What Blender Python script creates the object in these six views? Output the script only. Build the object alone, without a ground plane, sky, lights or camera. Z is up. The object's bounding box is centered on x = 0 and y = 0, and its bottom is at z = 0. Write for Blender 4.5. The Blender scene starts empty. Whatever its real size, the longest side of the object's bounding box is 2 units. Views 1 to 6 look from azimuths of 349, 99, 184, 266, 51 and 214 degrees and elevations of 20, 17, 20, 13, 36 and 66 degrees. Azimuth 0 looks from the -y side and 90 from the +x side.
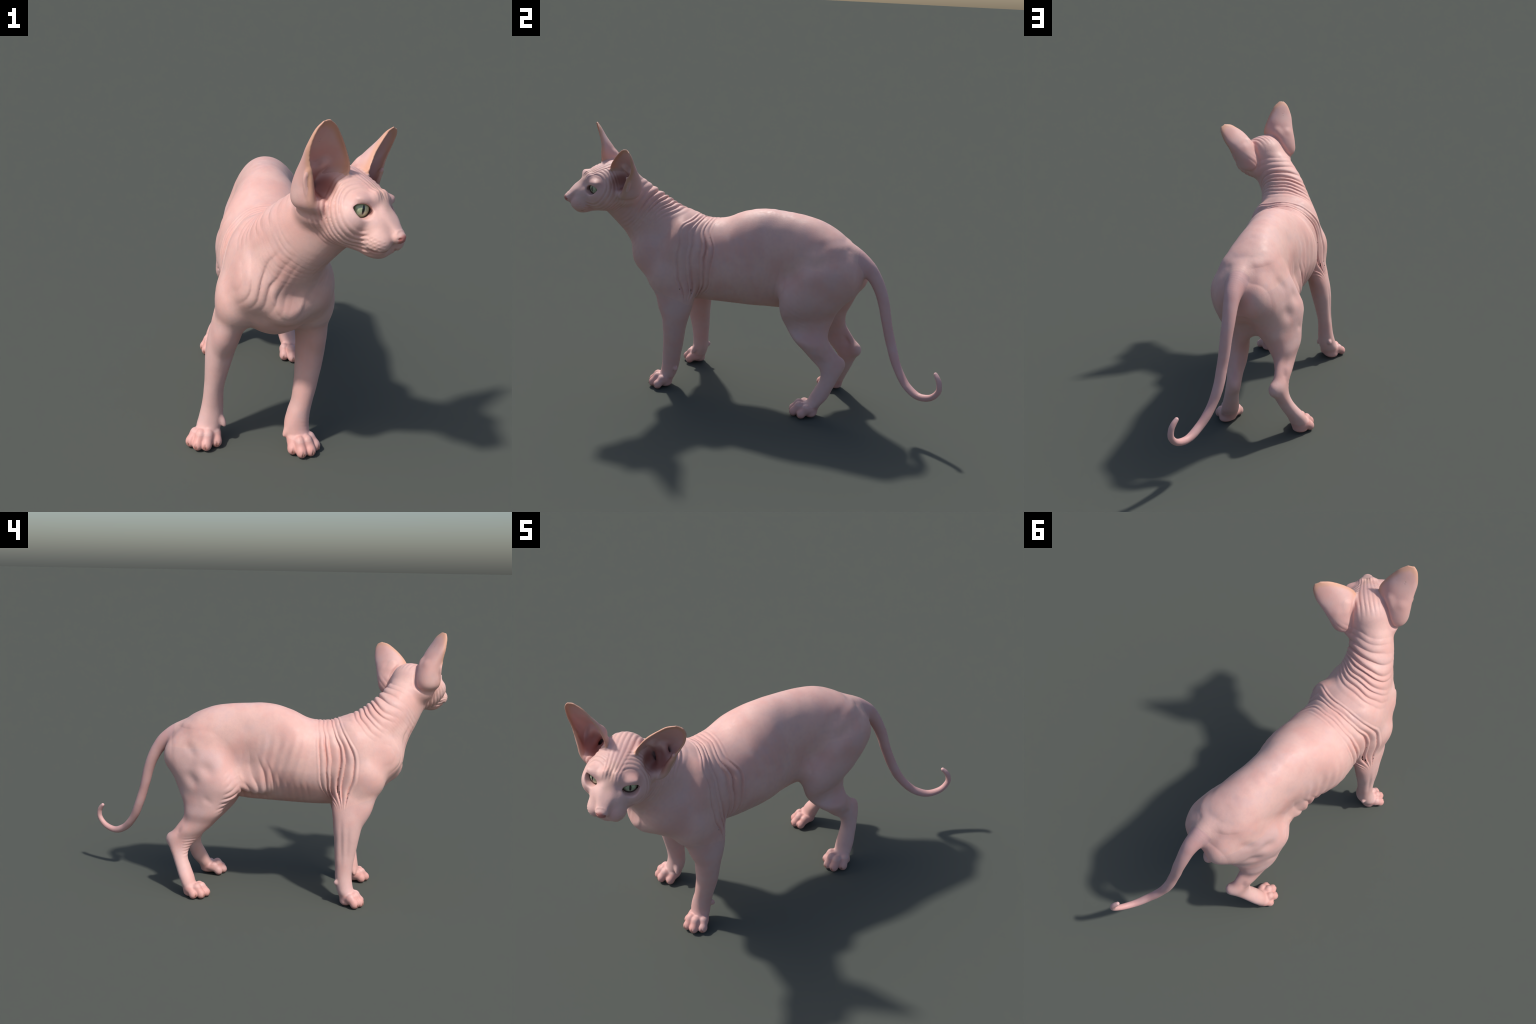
"""A standing hairless cat with wrinkled skin, head turned to its left.

The skin is one implicit surface: body, neck, limbs, tail and head are swept
sections and ellipsoids that melt into each other, the ears are curved shells
and the skin folds are ridge families added to the field.  The field is
polygonised here (dual contouring on a sparse grid), split by region into
body parts, and dressed with procedural materials.
"""
import bpy, math, time
import numpy as np
from concurrent.futures import ThreadPoolExecutor
from mathutils import Vector
from mathutils.bvhtree import BVHTree

T0 = time.time()
POOL = ThreadPoolExecutor(4)
V = lambda *a: np.array(a, float)

# ------------------------------------------------------------------ helpers
def smin(a, b, k):
    h = np.maximum(k - np.abs(a - b), 0.0) / k
    return np.minimum(a, b) - h * h * k * 0.25

def smax(a, b, k):
    return -smin(-a, -b, k)

def sstep(x, a, b):
    t = np.clip((x - a) / (b - a), 0, 1)
    return t * t * (3 - 2 * t)

def window(x, a, b, c, d):
    """0 outside a..d, 1 inside b..c"""
    return sstep(x, a, b) * (1 - sstep(x, c, d))

def pchip(xs, ys, x):
    """smooth monotone-ish interpolation of station values (columns)"""
    xs = np.asarray(xs, float); ys = np.asarray(ys, float)
    h = np.diff(xs); dl = np.diff(ys, axis=0) / h[:, None]
    m = np.zeros_like(ys)
    m[0], m[-1] = dl[0], dl[-1]
    for i in range(1, len(xs) - 1):
        w = h[i - 1] / (h[i - 1] + h[i])
        m[i] = dl[i - 1] * (1 - w) + dl[i] * w
    i = np.clip(np.searchsorted(xs, x) - 1, 0, len(xs) - 2)
    t = np.clip((x - xs[i]) / h[i], 0, 1)[:, None]
    hh = h[i][:, None]
    return ((1 + 2 * t) * (1 - t) ** 2 * ys[i] + t * (1 - t) ** 2 * hh * m[i]
            + t * t * (3 - 2 * t) * ys[i + 1] + t * t * (t - 1) * hh * m[i + 1])

# smooth value noise, for irregular folds
_rng = np.random.default_rng(7)
_LAT = _rng.uniform(-1, 1, (32, 32, 32))
def noise(P, f, seed=0.0):
    Q = P * f + seed * V(3.1, 7.7, 1.3) + 100.0
    i = np.floor(Q).astype(int); t = Q - i; t = t * t * (3 - 2 * t); i &= 31; j = (i + 1) & 31
    x, y, z = t[:, 0], t[:, 1], t[:, 2]
    g = lambda a, b, c: _LAT[a[:, 0], b[:, 1], c[:, 2]]
    return (((g(i, i, i) * (1 - x) + g(j, i, i) * x) * (1 - y) + (g(i, j, i) * (1 - x) + g(j, j, i) * x) * y) * (1 - z)
            + ((g(i, i, j) * (1 - x) + g(j, i, j) * x) * (1 - y) + (g(i, j, j) * (1 - x) + g(j, j, j) * x) * y) * z)

# --------------------------------------------------------------- primitives
PARTS = []          # (function, low, high, blend, op)
def add(fn, lo, hi, k, op="u"):
    PARTS.append((fn, np.asarray(lo, float), np.asarray(hi, float), k, op))

def ellipsoid_fn(c, r, R=None):
    c = np.asarray(c, float); r = np.asarray(r, float)
    R = np.eye(3) if R is None else np.asarray(R)        # rows: local axes
    def f(P):
        q = (P - c) @ R.T
        k0 = np.linalg.norm(q / r, axis=1); k1 = np.linalg.norm(q / (r * r), axis=1)
        return k0 * (k0 - 1) / np.maximum(k1, 1e-9)
    return f

def frame(yaw=0, pitch=0, roll=0):
    """rows of local axes, degrees: yaw about z, then pitch about x, roll about y"""
    a, b, c = map(math.radians, (yaw, pitch, roll))
    Rz = V([math.cos(a), -math.sin(a), 0], [math.sin(a), math.cos(a), 0], [0, 0, 1])
    Rx = V([1, 0, 0], [0, math.cos(b), -math.sin(b)], [0, math.sin(b), math.cos(b)])
    Ry = V([math.cos(c), 0, math.sin(c)], [0, 1, 0], [-math.sin(c), 0, math.cos(c)])
    return (Rz @ Rx @ Ry).T

def blob(c, r, k=0.03, R=None, op="u"):
    m = max(r)
    add(ellipsoid_fn(c, r, R), V(*c) - m, V(*c) + m, k, op)

def axis_between(a, b):
    y = V(*b) - V(*a); y /= np.linalg.norm(y)
    x = np.cross(y, V(0.13, 0.09, 1)); x /= np.linalg.norm(x)
    return np.stack([x, y, np.cross(x, y)])

def muscle(a, b, rx, rz, k=0.03, grow=0.0, op="u"):
    """ellipsoid stretched from a to b"""
    a, b = V(*a), V(*b); L = np.linalg.norm(b - a) / 2 + grow
    blob((a + b) / 2, (rx, L, rz), k, axis_between(a, b), op)

def slices_fn(ax, st, n=2.2, yaw=None):
    """superelliptic sections stacked along axis ax.
    station: pos, c1, c2, +r1, -r1, +r2, -r2 on the two other axes (cyclic order x<y<z);
    yaw: optional turn of each section, degrees"""
    st = np.asarray(st, float); o = [i for i in range(3) if i != ax]
    if yaw is not None: st = np.c_[st, np.radians(yaw)]
    xs, ys = st[:, 0], st[:, 1:]
    def section(P, t):
        s = pchip(xs, ys, t)
        u = P[:, o[0]] - s[:, 0]; v = P[:, o[1]] - s[:, 1]
        if yaw is not None:
            c, w = np.cos(s[:, 6]), np.sin(s[:, 6]); u, v = u * c - v * w, u * w + v * c
        ru = np.where(u > 0, s[:, 2], s[:, 3]); rv = np.where(v > 0, s[:, 4], s[:, 5])
        a, b = np.abs(u) / ru + 1e-6, np.abs(v) / rv + 1e-6
        m = np.where(v > 0, n[0], n[1]) if isinstance(n, tuple) else n      # fuller above, slimmer below
        rho = (a ** m + b ** m) ** (1 / m) + 1e-9
        g = np.sqrt((a ** (m - 1) / ru) ** 2 + (b ** (m - 1) / rv) ** 2) / rho ** (m - 1) + 1e-9
        return np.maximum((rho - 1) / g, -np.minimum(ru, rv))
    def f(P):
        t = P[:, ax]; tc = np.clip(t, xs[0] + .0021, xs[-1] - .0021)
        d = section(P, tc)
        slope = np.clip((section(P, tc + .002) - section(P, tc - .002)) / .004, -4, 4)
        d = d / np.sqrt(1 + slope * slope)
        e = np.maximum(xs[0] - t, t - xs[-1])
        return np.where(e > 0, np.hypot(np.maximum(d, 0), e), np.maximum(d, e))
    lo = np.zeros(3); hi = np.zeros(3)
    r = ys[:, 2:6].max(1)
    lo[ax], hi[ax] = xs[0], xs[-1]
    for k in (0, 1):
        lo[o[k]] = (ys[:, k] - r).min(); hi[o[k]] = (ys[:, k] + r).max()
    return f, lo, hi

def slices(ax, st, k, n=2.2, yaw=None):
    f, lo, hi = slices_fn(ax, st, n, yaw); add(f, lo, hi, k)

def sweep_fn(st, sub=10, n=2.0):
    """station: x,y,z, lateral yaw (deg), lateral radius, up radius, down radius"""
    st = np.asarray(st, float); m = len(st)
    t = np.linspace(0, m - 1, (m - 1) * sub + 1)
    S = pchip(np.arange(m), st, t)
    C = S[:, :3]; T = np.gradient(C, axis=0); T /= np.linalg.norm(T, axis=1)[:, None]
    yaw = np.radians(S[:, 3]); lat = np.stack([np.cos(yaw), np.sin(yaw), 0 * yaw], 1)
    lat -= (lat * T).sum(1)[:, None] * T; lat /= np.linalg.norm(lat, axis=1)[:, None]
    up = np.cross(lat, T); up *= np.sign(up[:, 2:3] + 1e-9) if True else 1
    Rr = S[:, 4:7]
    def f(P):
        best = np.full(len(P), 1e9); bi = np.zeros(len(P), int); bt = np.zeros(len(P))
        for i in range(len(C) - 1):
            d = C[i + 1] - C[i]; q = P - C[i]
            s = np.clip(q @ d / (d @ d), 0, 1)
            e = np.einsum("ij,ij->i", q - s[:, None] * d, q - s[:, None] * d)
            w = e < best
            best[w] = e[w]; bi[w] = i; bt[w] = s[w]
        s = bt[:, None]; mix = lambda A: A[bi] * (1 - s) + A[bi + 1] * s
        q = P - mix(C); r = mix(Rr)
        u = (q * mix(lat)).sum(1); v = (q * mix(up)).sum(1); w = (q * mix(T)).sum(1)
        rv = np.where(v > 0, r[:, 1], r[:, 2]); ru = r[:, 0]
        rw = np.minimum(ru, rv)
        a, b, c = np.abs(u) / ru, np.abs(v) / rv, np.abs(w) / rw
        rho = np.sqrt(a * a + b * b + c * c) + 1e-9
        g = np.sqrt((a / ru) ** 2 + (b / rv) ** 2 + (c / rw) ** 2) / rho + 1e-9
        return (rho - 1) / g
    m = Rr.max(1)[:, None]
    return f, (C - m).min(0), (C + m).max(0)

def tube(st, k, sub=4):
    """round tube through stations x,y,z,r"""
    st = np.asarray(st, float); m = len(st)
    S = pchip(np.arange(m), st, np.linspace(0, m - 1, (m - 1) * sub + 1))
    C, R = S[:, :3], S[:, 3]
    def f(P):
        best = np.full(len(P), 1e9)
        for i in range(len(C) - 1):
            w = np.flatnonzero((np.abs(P - (C[i] + C[i + 1]) / 2) < .11).all(1))
            if not len(w): continue
            d = C[i + 1] - C[i]; q = P[w] - C[i]
            t = np.clip(q @ d / (d @ d), 0, 1); q -= t[:, None] * d
            best[w] = np.minimum(best[w], np.sqrt((q * q).sum(1)) - (R[i] * (1 - t) + R[i + 1] * t))
        return np.minimum(best, 1.0)
    add(f, (C - R[:, None]).min(0), (C + R[:, None]).max(0), k)

def sweep(st, k, sub=10):
    f, lo, hi = sweep_fn(st, sub); add(f, lo, hi, k)

# ================================================================== THE CAT
# ---- trunk: sections across y      y     cx     cz    +rx   -rx   +rz   -rz
TRUNK = [(-0.700, -0.055, 0.75, .040, .050, .055, .045),
         (-0.675, -0.058, 0.75, .090, .100, .120, .085),
         (-0.615, -0.060, 0.73, .152, .155, .185, .138),
         (-0.520, -0.060, 0.73, .178, .180, .225, .203),
         (-0.420, -0.060, 0.73, .180, .186, .243, .236),
         (-0.300, -0.055, 0.72, .180, .180, .233, .226),
         (-0.200, -0.048, 0.71, .196, .194, .253, .213),
         (-0.100, -0.034, 0.72, .198, .200, .287, .221),
         (-0.020, -0.020, 0.73, .182, .181, .300, .228),
         ( 0.050, -0.012, 0.75, .163, .160, .287, .244),
         ( 0.150,  0.003, 0.80, .149, .132, .236, .288),
         ( 0.250,  0.020, 0.80, .158, .130, .228, .266),
         ( 0.350,  0.042, 0.82, .156, .135, .181, .255),
         ( 0.450,  0.070, 0.79, .142, .136, .153, .180),
         ( 0.515,  0.090, 0.76, .090, .090, .110, .110),
         ( 0.545,  0.098, 0.74, .035, .035, .050, .050)]
slices(1, TRUNK, 0.03, (2.08, 1.8))

# ---- neck                x      y      z    yaw   lat   up    down
NECK = [(-0.070, -0.430, 0.800, 5, .150, .150, .150),
        (-0.055, -0.560, 0.900, 14, .140, .142, .182),
        (-0.032, -0.645, 0.985, 26, .118, .122, .164),
        ( 0.010, -0.710, 1.060, 34, .105, .109, .156),
        ( 0.066, -0.770, 1.120, 37, .104, .102, .142)]
sweep(NECK, 0.05)

# ---- forelegs: sections across z   z     cx     cy    +rx   -rx   +ry   -ry
def limb(st, k, n=2.1):
    st = [q if len(q) > 5 else q + (0,) for q in st]
    slices(2, [(z, cx, cy, rx, rx, ry, ry) for z, cx, cy, rx, ry, w in st], k, n, [q[5] for q in st])

RIGHT_FORE = [(0.020, -.305, -.395, .035, .030), (0.070, -.296, -.387, .050, .044), (0.100, -.288, -.380, .049, .045),
              (0.150, -.281, -.375, .044, .044), (0.200, -.278, -.377, .041, .047), (0.250, -.276, -.379, .041, .053),
              (0.300, -.271, -.383, .045, .059), (0.350, -.265, -.387, .050, .065), (0.400, -.258, -.390, .055, .073),
              (0.450, -.250, -.396, .058, .082), (0.500, -.240, -.405, .058, .095), (0.600, -.212, -.430, .066, .112),
              (0.700, -.192, -.450, .070, .112), (0.800, -.165, -.450, .070, .100), (0.870, -.142, -.440, .055, .075), (0.920, -.12, -.43, .025, .040)]
LEFT_FORE = [(0.020, .060, -.490, .035, .030), (0.070, .052, -.477, .050, .044), (0.100, .050, -.469, .050, .046),
             (0.150, .057, -.460, .046, .048), (0.200, .071, -.453, .042, .050), (0.250, .080, -.446, .045, .054),
             (0.300, .087, -.440, .048, .057), (0.350, .092, -.436, .053, .062), (0.400, .096, -.431, .056, .069),
             (0.450, .098, -.427, .059, .078), (0.500, .096, -.425, .060, .088), (0.600, .083, -.435, .070, .108),
             (0.700, .068, -.450, .078, .115), (0.800, .045, -.450, .075, .105), (0.860, .020, -.435, .055, .080), (0.910, 0, -.43, .025, .040)]
limb(RIGHT_FORE, 0.045)
limb(LEFT_FORE, 0.045)

# ---- hind legs
RIGHT_HIND = [(0.020, -.162, .447, .030, .026), (0.060, -.157, .449, .044, .038), (0.100, -.144, .460, .044, .042), (0.150, -.117, .479, .040, .041),
              (0.200, -.093, .496, .037, .041), (0.250, -.077, .499, .038, .055), (0.300, -.078, .477, .037, .076, 4),
              (0.350, -.091, .438, .041, .077, 12), (0.400, -.095, .398, .049, .082, 22), (0.450, -.093, .375, .066, .106, 28),
              (0.500, -.084, .367, .072, .124, 32), (0.550, -.074, .368, .074, .149, 34), (0.600, -.066, .368, .080, .170, 34),
              (0.700, -.040, .378, .090, .175, 30), (0.800, -.012, .385, .092, .150, 25), (0.860, .008, .390, .070, .110, 20), (0.900, .020, .390, .030, .060, 10)]
LEFT_HIND = [(0.020, .207, .352, .030, .026), (0.060, .204, .357, .044, .038), (0.100, .194, .381, .044, .046), (0.150, .186, .405, .040, .045),
             (0.200, .176, .427, .036, .045), (0.250, .165, .432, .038, .058), (0.300, .158, .396, .040, .072),
             (0.350, .158, .352, .056, .075), (0.400, .156, .316, .064, .090), (0.450, .139, .296, .051, .110),
             (0.500, .134, .290, .057, .132, -4), (0.550, .138, .297, .073, .142, -6), (0.600, .142, .320, .088, .149, -6),
             (0.700, .146, .368, .096, .165, -6), (0.800, .126, .385, .098, .140, -5), (0.860, .102, .385, .075, .110), (0.900, .090, .390, .030, .060)]
limb(RIGHT_HIND, 0.04)
limb(LEFT_HIND, 0.04)
# heel bones
blob((-.045, .548, .290), (.022, .024, .030), .04)
blob((.150, .480, .282), (.022, .024, .030), .04)
blob((.040, .335, .585), (.074, .080, .086), .08)              # groin

# ---- tail                 x     y     z    yaw  r
TAIL = [(.082, .430, .868, 10, .050), (.104, .510, .858, 10, .046), (.122, .575, .818, 10, .039), (.133, .618, .764, 10, .034),
        (.142, .652, .702, 10, .031), (.153, .676, .634, 10, .028), (.163, .694, .562, 10, .026),
        (.176, .713, .491, 10, .0245), (.190, .735, .422, 10, .023), (.212, .759, .357, 10, .021),
        (.242, .791, .300, 10, .0195), (.279, .831, .254, 10, .018), (.320, .887, .229, 10, .0165),
        (.358, .945, .246, 10, .015), (.376, .979, .290, 10, .0135), (.373, .980, .330, 10, .012), (.362, .970, .355, 10, .011), (.350, .959, .371, 10, .009)]
tube([(x - .002 * min(1, i / 4), y + .002, z, r + .0012) for i, (x, y, z, w, r) in enumerate(TAIL)], 0.03, 8)
TAIL_FN = PARTS[-1][0]

# ---- paws
def toe(knuckle, tip, r, k=.010):
    blob(knuckle, (r * .94, r * 1.05, r * 1.12), .007)
    muscle(knuckle, tip, r * .88, r * .95, .006, r * .75)
    blob(tip, (r * .94, r * .98, r * 1.02), .006)

CLAWS, SLITS = [], []
def paw(wrist, toes, r, pad):
    """toes: tip positions (x,y) at ground; knuckles lie behind, towards the wrist"""
    w = V(*wrist)
    ctr = np.mean([V(x, y, .03) for x, y in toes], axis=0)
    mid = (ctr + w) / 2
    blob((mid[0], mid[1], .038), (.048, .046, .032), .02)
    rt = V(mid[0], mid[1], .052)
    blob((pad[0], pad[1], .020), (.032, .026, .020), .02)
    axis = ctr - w; axis[2] = 0; axis /= np.linalg.norm(axis)
    for i, (x, y) in enumerate(toes):
        tip = V(x, y, r)
        back = w - tip; back[2] = 0; back = back / np.linalg.norm(back) - axis; back /= np.linalg.norm(back)
        kn = tip + back * .027; kn[2] = r + (.029 if i in (1, 2) else .023)
        toe(kn, tip, r)
        muscle(kn + V(0, 0, -.004), kn + back * .030 + V(0, 0, -.002), r * .8, r * .8, .010, r * .5)
        CLAWS.append((tip, -back, r))
        f0 = tip - back * r * .97; SLITS.append([f0 + V(0, 0, .013) + back * .003, f0 + V(0, 0, .001), f0 + V(0, 0, -.013) + back * .004])

paw((-.297, -.387, .06), [(-.372, -.426), (-.349, -.456), (-.315, -.463), (-.271, -.438)], .0235, (-.315, -.385))
paw((.053, -.480, .06), [(.024, -.533), (.054, -.562), (.092, -.553), (.118, -.518)], .0235, (.068, -.482))
paw((-.150, .452, .06), [(-.212, .425), (-.208, .383), (-.176, .356), (-.140, .366)], .0235, (-.165, .445))
paw((.205, .362, .06), [(.163, .280), (.200, .254), (.238, .260), (.262, .302)], .0235, (.225, .350))
# dew claws and carpal pads
muscle((-.250, -.400, .115), (-.236, -.412, .080), .013, .013, .012, .008)
muscle((.020, -.478, .095), (-.002, -.486, .060), .013, .013, .012, .008)
blob((-.303, -.333, .120), (.010, .011, .013), .012)
blob((.088, -.424, .115), (.010, .011, .013), .012)

# ---- shoulders, breast bone, haunches
blob((-.215, -.485, .660), (.078, .100, .105), .04)
blob((.080, -.490, .650), (.078, .100, .105), .04)
blob((-.160, -.575, .770), (.065, .085, .090), .06)
blob((-.058, -.652, .690), (.055, .042, .048), .055)
# buttocks, left breast
blob((.018, .497, .750), (.062, .082, .078), .08)
muscle((.018, .492, .745), (-.038, .402, .590), .042, .042, .08)
blob((.158, .450, .755), (.062, .080, .076), .08)
muscle((.158, .445, .745), (.142, .372, .600), .042, .042, .08)
muscle((.140, .178, .690), (.148, .212, .545), .052, .048, .08)       # skin fold from flank to knee
muscle((-.096, .175, .700), (-.126, .225, .550), .030, .034, .08)
muscle((-.128, .010, .640), (-.116, .155, .622), .034, .060, .06)       # loose skin low on the right flank
blob((.040, -.595, .755), (.082, .080, .105), .06)
# skin webs in front of the elbows, shoulder blade, hip bone, heel tendons
muscle((-.235, -.500, .560), (-.250, -.455, .450), .030, .030, .05)
muscle((.095, -.505, .560), (.105, -.480, .450), .026, .028, .04)
muscle((-.150, -.400, .930), (-.200, -.440, .760), .030, .045, .06)
muscle((.055, -.400, .930), (.100, -.440, .760), .030, .045, .06)
muscle((.015, .440, .885), (-.055, .340, .850), .022, .022, .05)
muscle((.150, .440, .885), (.170, .320, .850), .022, .022, .05)
muscle((-.053, .542, .300), (-.075, .462, .420), .012, .012, .025)
muscle((.149, .474, .292), (.150, .392, .400), .012, .012, .025)

# ================================================================== HEAD
O = V(.166, -.8915, 1.136)                       # between the eyes
HX = V(.784, .5977, -.1671); HF = V(.6062, -.7953, 0); HU = np.cross(HX, -HF)
HX /= np.linalg.norm(HX); HF /= np.linalg.norm(HF); HU /= np.linalg.norm(HU)
HR = np.stack([HX, HF, HU])                      # rows: left, forward, up
def H(a, f, u): return O + a * HX + f * HF + u * HU
def hl(P): return (P - O) @ HR.T
def hblob(c, r, k=.02, R=None, op="u"):
    blob(H(*c), r, k, HR if R is None else np.asarray(R) @ HR, op)
def pair(c, r, k=.02, op="u", yaw=0, pitch=0, roll=0):
    for s in (1, -1):
        hblob((s * c[0], c[1], c[2]), r, k, frame(s * yaw, pitch, s * roll), op)
def hsweep(st, k):
    """sections along the forward axis in head coordinates: f, u, half width, up, down"""
    f, lo, hi = slices_fn(1, [(y, 0, z, w, w, a, b) for y, z, w, a, b in st], 2.2)
    c = np.array([H(x, y, z) for x in (lo[0], hi[0]) for y in (lo[1], hi[1]) for z in (lo[2], hi[2])])
    add(lambda P: f(hl(P)), c.min(0), c.max(0), k)

hblob((0, -.112, -.006), (.127, .122, .103), .03)
hblob((0, -.165, .024), (.090, .092, .086), .04)                     # skull
hsweep([(-.07, .02, .06, .05, .06), (-.01, .012, .046, .042, .06), (.02, .002, .034, .033, .05),
        (.05, -.022, .029, .022, .05), (.08, -.044, .027, .016, .04), (.100, -.060, .023, .012, .03)], .025)  # bridge of the nose
pair((.036, .043, -.092), (.042, .050, .043), .02)                      # whisker pads
hblob((0, .022, -.132), (.038, .042, .027), .028)
hblob((0, -.040, -.122), (.044, .075, .030), .03)                        # lower jaw                        # chin
pair((.082, -.050, -.038), (.052, .068, .060), .03)                     # cheeks
pair((.048, -.080, -.078), (.058, .085, .055), .03)
pair((.098, -.180, -.040), (.044, .060, .050), .04)                    # behind the cheek, under the ear                     # jaw
pair((.060, -.014, .026), (.044, .021, .014), .026, roll=-8)
pair((.028, .000, .034), (.014, .012, .026), .024, roll=-25)
pair((.036, .016, -.045), (.036, .048, .040), .03)                      # side of the nose                       # brow
hblob((0, .101, -.071), (.024, .018, .019), .012)                       # nose

def fold(pts, w, depth, k=.006, h=True):
    """a crease: a thin tube carved along a smooth line"""
    q = np.array([H(*p) for p in pts]) if h else np.array(pts, float)
    st = np.c_[q, np.full(len(q), w)]; st[0, 3] = st[-1, 3] = w * .3
    i = len(PARTS); tube(st, k, 5); f, lo, hi, k, _ = PARTS[i]; PARTS[i] = (f, lo, hi, k, "s")

for sl in SLITS: fold(sl, .0040, 1, .003, False)                                 # claw sheaths
fold([(0, .107, -.080), (0, .100, -.095), (0, .093, -.108)], .0042, 1)          # groove under the nose
for s in (1, -1):
    fold([(0, .094, -.108), (s * .022, .088, -.121), (s * .045, .066, -.128), (s * .064, .040, -.127), (s * .078, .014, -.122)],   .0046, 1)
    fold([(s * .010, .119, -.072), (s * .020, .106, -.074)], .0045, 1, .004)    # nostril

# eyes
EYE_C, EYE_R = V(.062, -.032, -.002), .0355
EYE_Y = V(.50, .86, .0); EYE_Y /= np.linalg.norm(EYE_Y)
def eye_axes(s):
    y = EYE_Y * V(s, 1, 1); x = np.cross(y, V(0, 0, 1)); x /= np.linalg.norm(x)   # x points outwards for s>0
    return np.stack([x, y, np.cross(x, y)])
for s in (1, -1):
    c = EYE_C * V(s, 1, 1)
    hblob(c, (.0405,) * 3, .018)                                          # lids around the ball
def eye_opening(s):
    c = EYE_C * V(s, 1, 1); A = eye_axes(s)
    def f(P):
        q = (hl(P) - c) @ A.T
        x, y, z = q[:, 0] * s, q[:, 1], q[:, 2]                           # x outwards
        z = z - .08 * x - .001                                            # slant: outer corner higher
        half = np.where(z > 0, .0180, .0285) * np.maximum(1 - (x / .0345) ** 2, 0) ** .7
        prof = np.abs(z) - half
        prof = np.where(np.abs(x) > .0345, np.hypot(np.abs(x) - .0345, z), prof)
        return np.maximum(np.maximum(prof, -(y - .005)), .0325 - np.linalg.norm(q, axis=1))
    return f
for s in (1, -1):
    c = H(*(EYE_C * V(s, 1, 1)))
    add(eye_opening(s), c - .06, c + .06, .006, "s")

EAR_FN = {}
# ears: curved shells, from the base to the tip
def ear_surface(s, nv=60, nu=48):
    med = [(-.3, .050, -.140, -.020), (0, .056, -.125, .045), (.2, .058, -.100, .085), (.38, .064, -.093, .125), (.55, .090, -.098, .172), (.75, .133, -.100, .222), (.9, .164, -.102, .250), (1, .194, -.103, .264)]
    lat = [(-.3, .100, -.125, -.032), (0, .168, -.138, -.008), (.2, .186, -.138, .050), (.38, .202, -.136, .092), (.55, .220, -.138, .135), (.75, .233, -.130, .185), (.9, .232, -.115, .234), (1, .222, -.107, .256)]
    bak = [(-.3, .080, -.190, -.032), (0, .122, -.226, -.006), (.2, .127, -.225, .040), (.38, .136, -.209, .090), (.55, .154, -.180, .140), (.75, .184, -.148, .192), (.9, .201, -.123, .238), (1, .209, -.107, .261)]
    v = np.linspace(-.3, 1, nv)
    g = lambda t: pchip([q[0] for q in t], [q[1:] for q in t], v)
    M, L, B = g(med), g(lat), g(bak)
    th = np.linspace(0, math.pi, nu)
    a = ((1 - np.cos(th)) / 2)[None, :, None]; b = (np.sin(th) ** .9)[None, :, None]
    mid = (M + L)[:, None] / 2
    S = M[:, None] * (1 - a) + L[:, None] * a + b * (B[:, None] - mid)
    w = np.clip(v, 0, 1)[:, None, None]
    S = S + w ** 1.3 * (V(.014, -.022, -.016) if s > 0 else V(0, .004, -.005))     # the left ear is turned out more
    S = S * V(s, 1, 1)
    return O + S @ HR
def ear_fn(s):
    S = ear_surface(s); nv, nu = S.shape[:2]
    vs = S.reshape(-1, 3)
    fs = [(i * nu + j, i * nu + j + 1, (i + 1) * nu + j + 1, (i + 1) * nu + j) for i in range(nv - 1) for j in range(nu - 1)]
    bvh = BVHTree.FromPolygons([Vector(p) for p in vs], fs)
    def f(P):
        d = np.empty(len(P)); near = bvh.find_nearest
        for i, p in enumerate(P.tolist()):
            d[i] = near(p)[3]
        u = hl(P)[:, 2]
        thick = .0036 + .011 * sstep(-u, -.13, .02)
        return d - thick
    return f, vs.min(0) - .01, vs.max(0) + .01
for s in (1, -1):
    hblob((s * .130, -.130, .050), (.040, .045, .058), .02, None, "s")    # hollow of the ear
    f, lo, hi = ear_fn(s); add(f, lo, hi, .016); EAR_FN[s] = f
    def cord(pts, r, k):
        tube([tuple(H(s * p[0], p[1], p[2])) + (r,) for p in pts], k)
    cord([(.104, -.165, .115), (.118, -.188, .080), (.136, -.178, .040), (.148, -.155, .012)], .010, .030)   # folds inside the ear
    cord([(.150, -.188, .095), (.160, -.183, .060), (.166, -.165, .025)], .010, .030)
    cord([(.205, -.140, .098), (.206, -.150, .070), (.196, -.148, .035), (.178, -.140, .002)], .0065, .008)  # double outer rim
    fold([(s * .066, -.150, .112), (s * .082, -.195, .075), (s * .092, -.222, .030), (s * .104, -.238, -.010), (s * .128, -.232, -.040)], .006, 1, .014)   # crease where the ear joins the nape
    hblob((s * .132, -.152, -.012), (.030, .036, .022), .022)                   # closed bottom of the cup

# ================================================================== FIELD
def field(P, detail=True, pad=.07):
    d = np.full(len(P), 1.0)
    for fn, lo, hi, k, op in PARTS:
        m = k + (pad if not detail else .012)
        w = np.flatnonzero(((P > lo - m) & (P < hi + m)).all(1))
        if not len(w):
            continue
        e = fn(P[w])
        d[w] = smin(d[w], e, k) if op == "u" else smax(d[w], -e, k)
    if detail:
        d = d - relief(P, d)
    return d


def ridge(phase, sharp=.8):
    """rounded ridges parted by narrow valleys, about zero mean"""
    return (np.sin(np.pi * phase) ** 2 + .012) ** (sharp * .5) - .68

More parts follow.
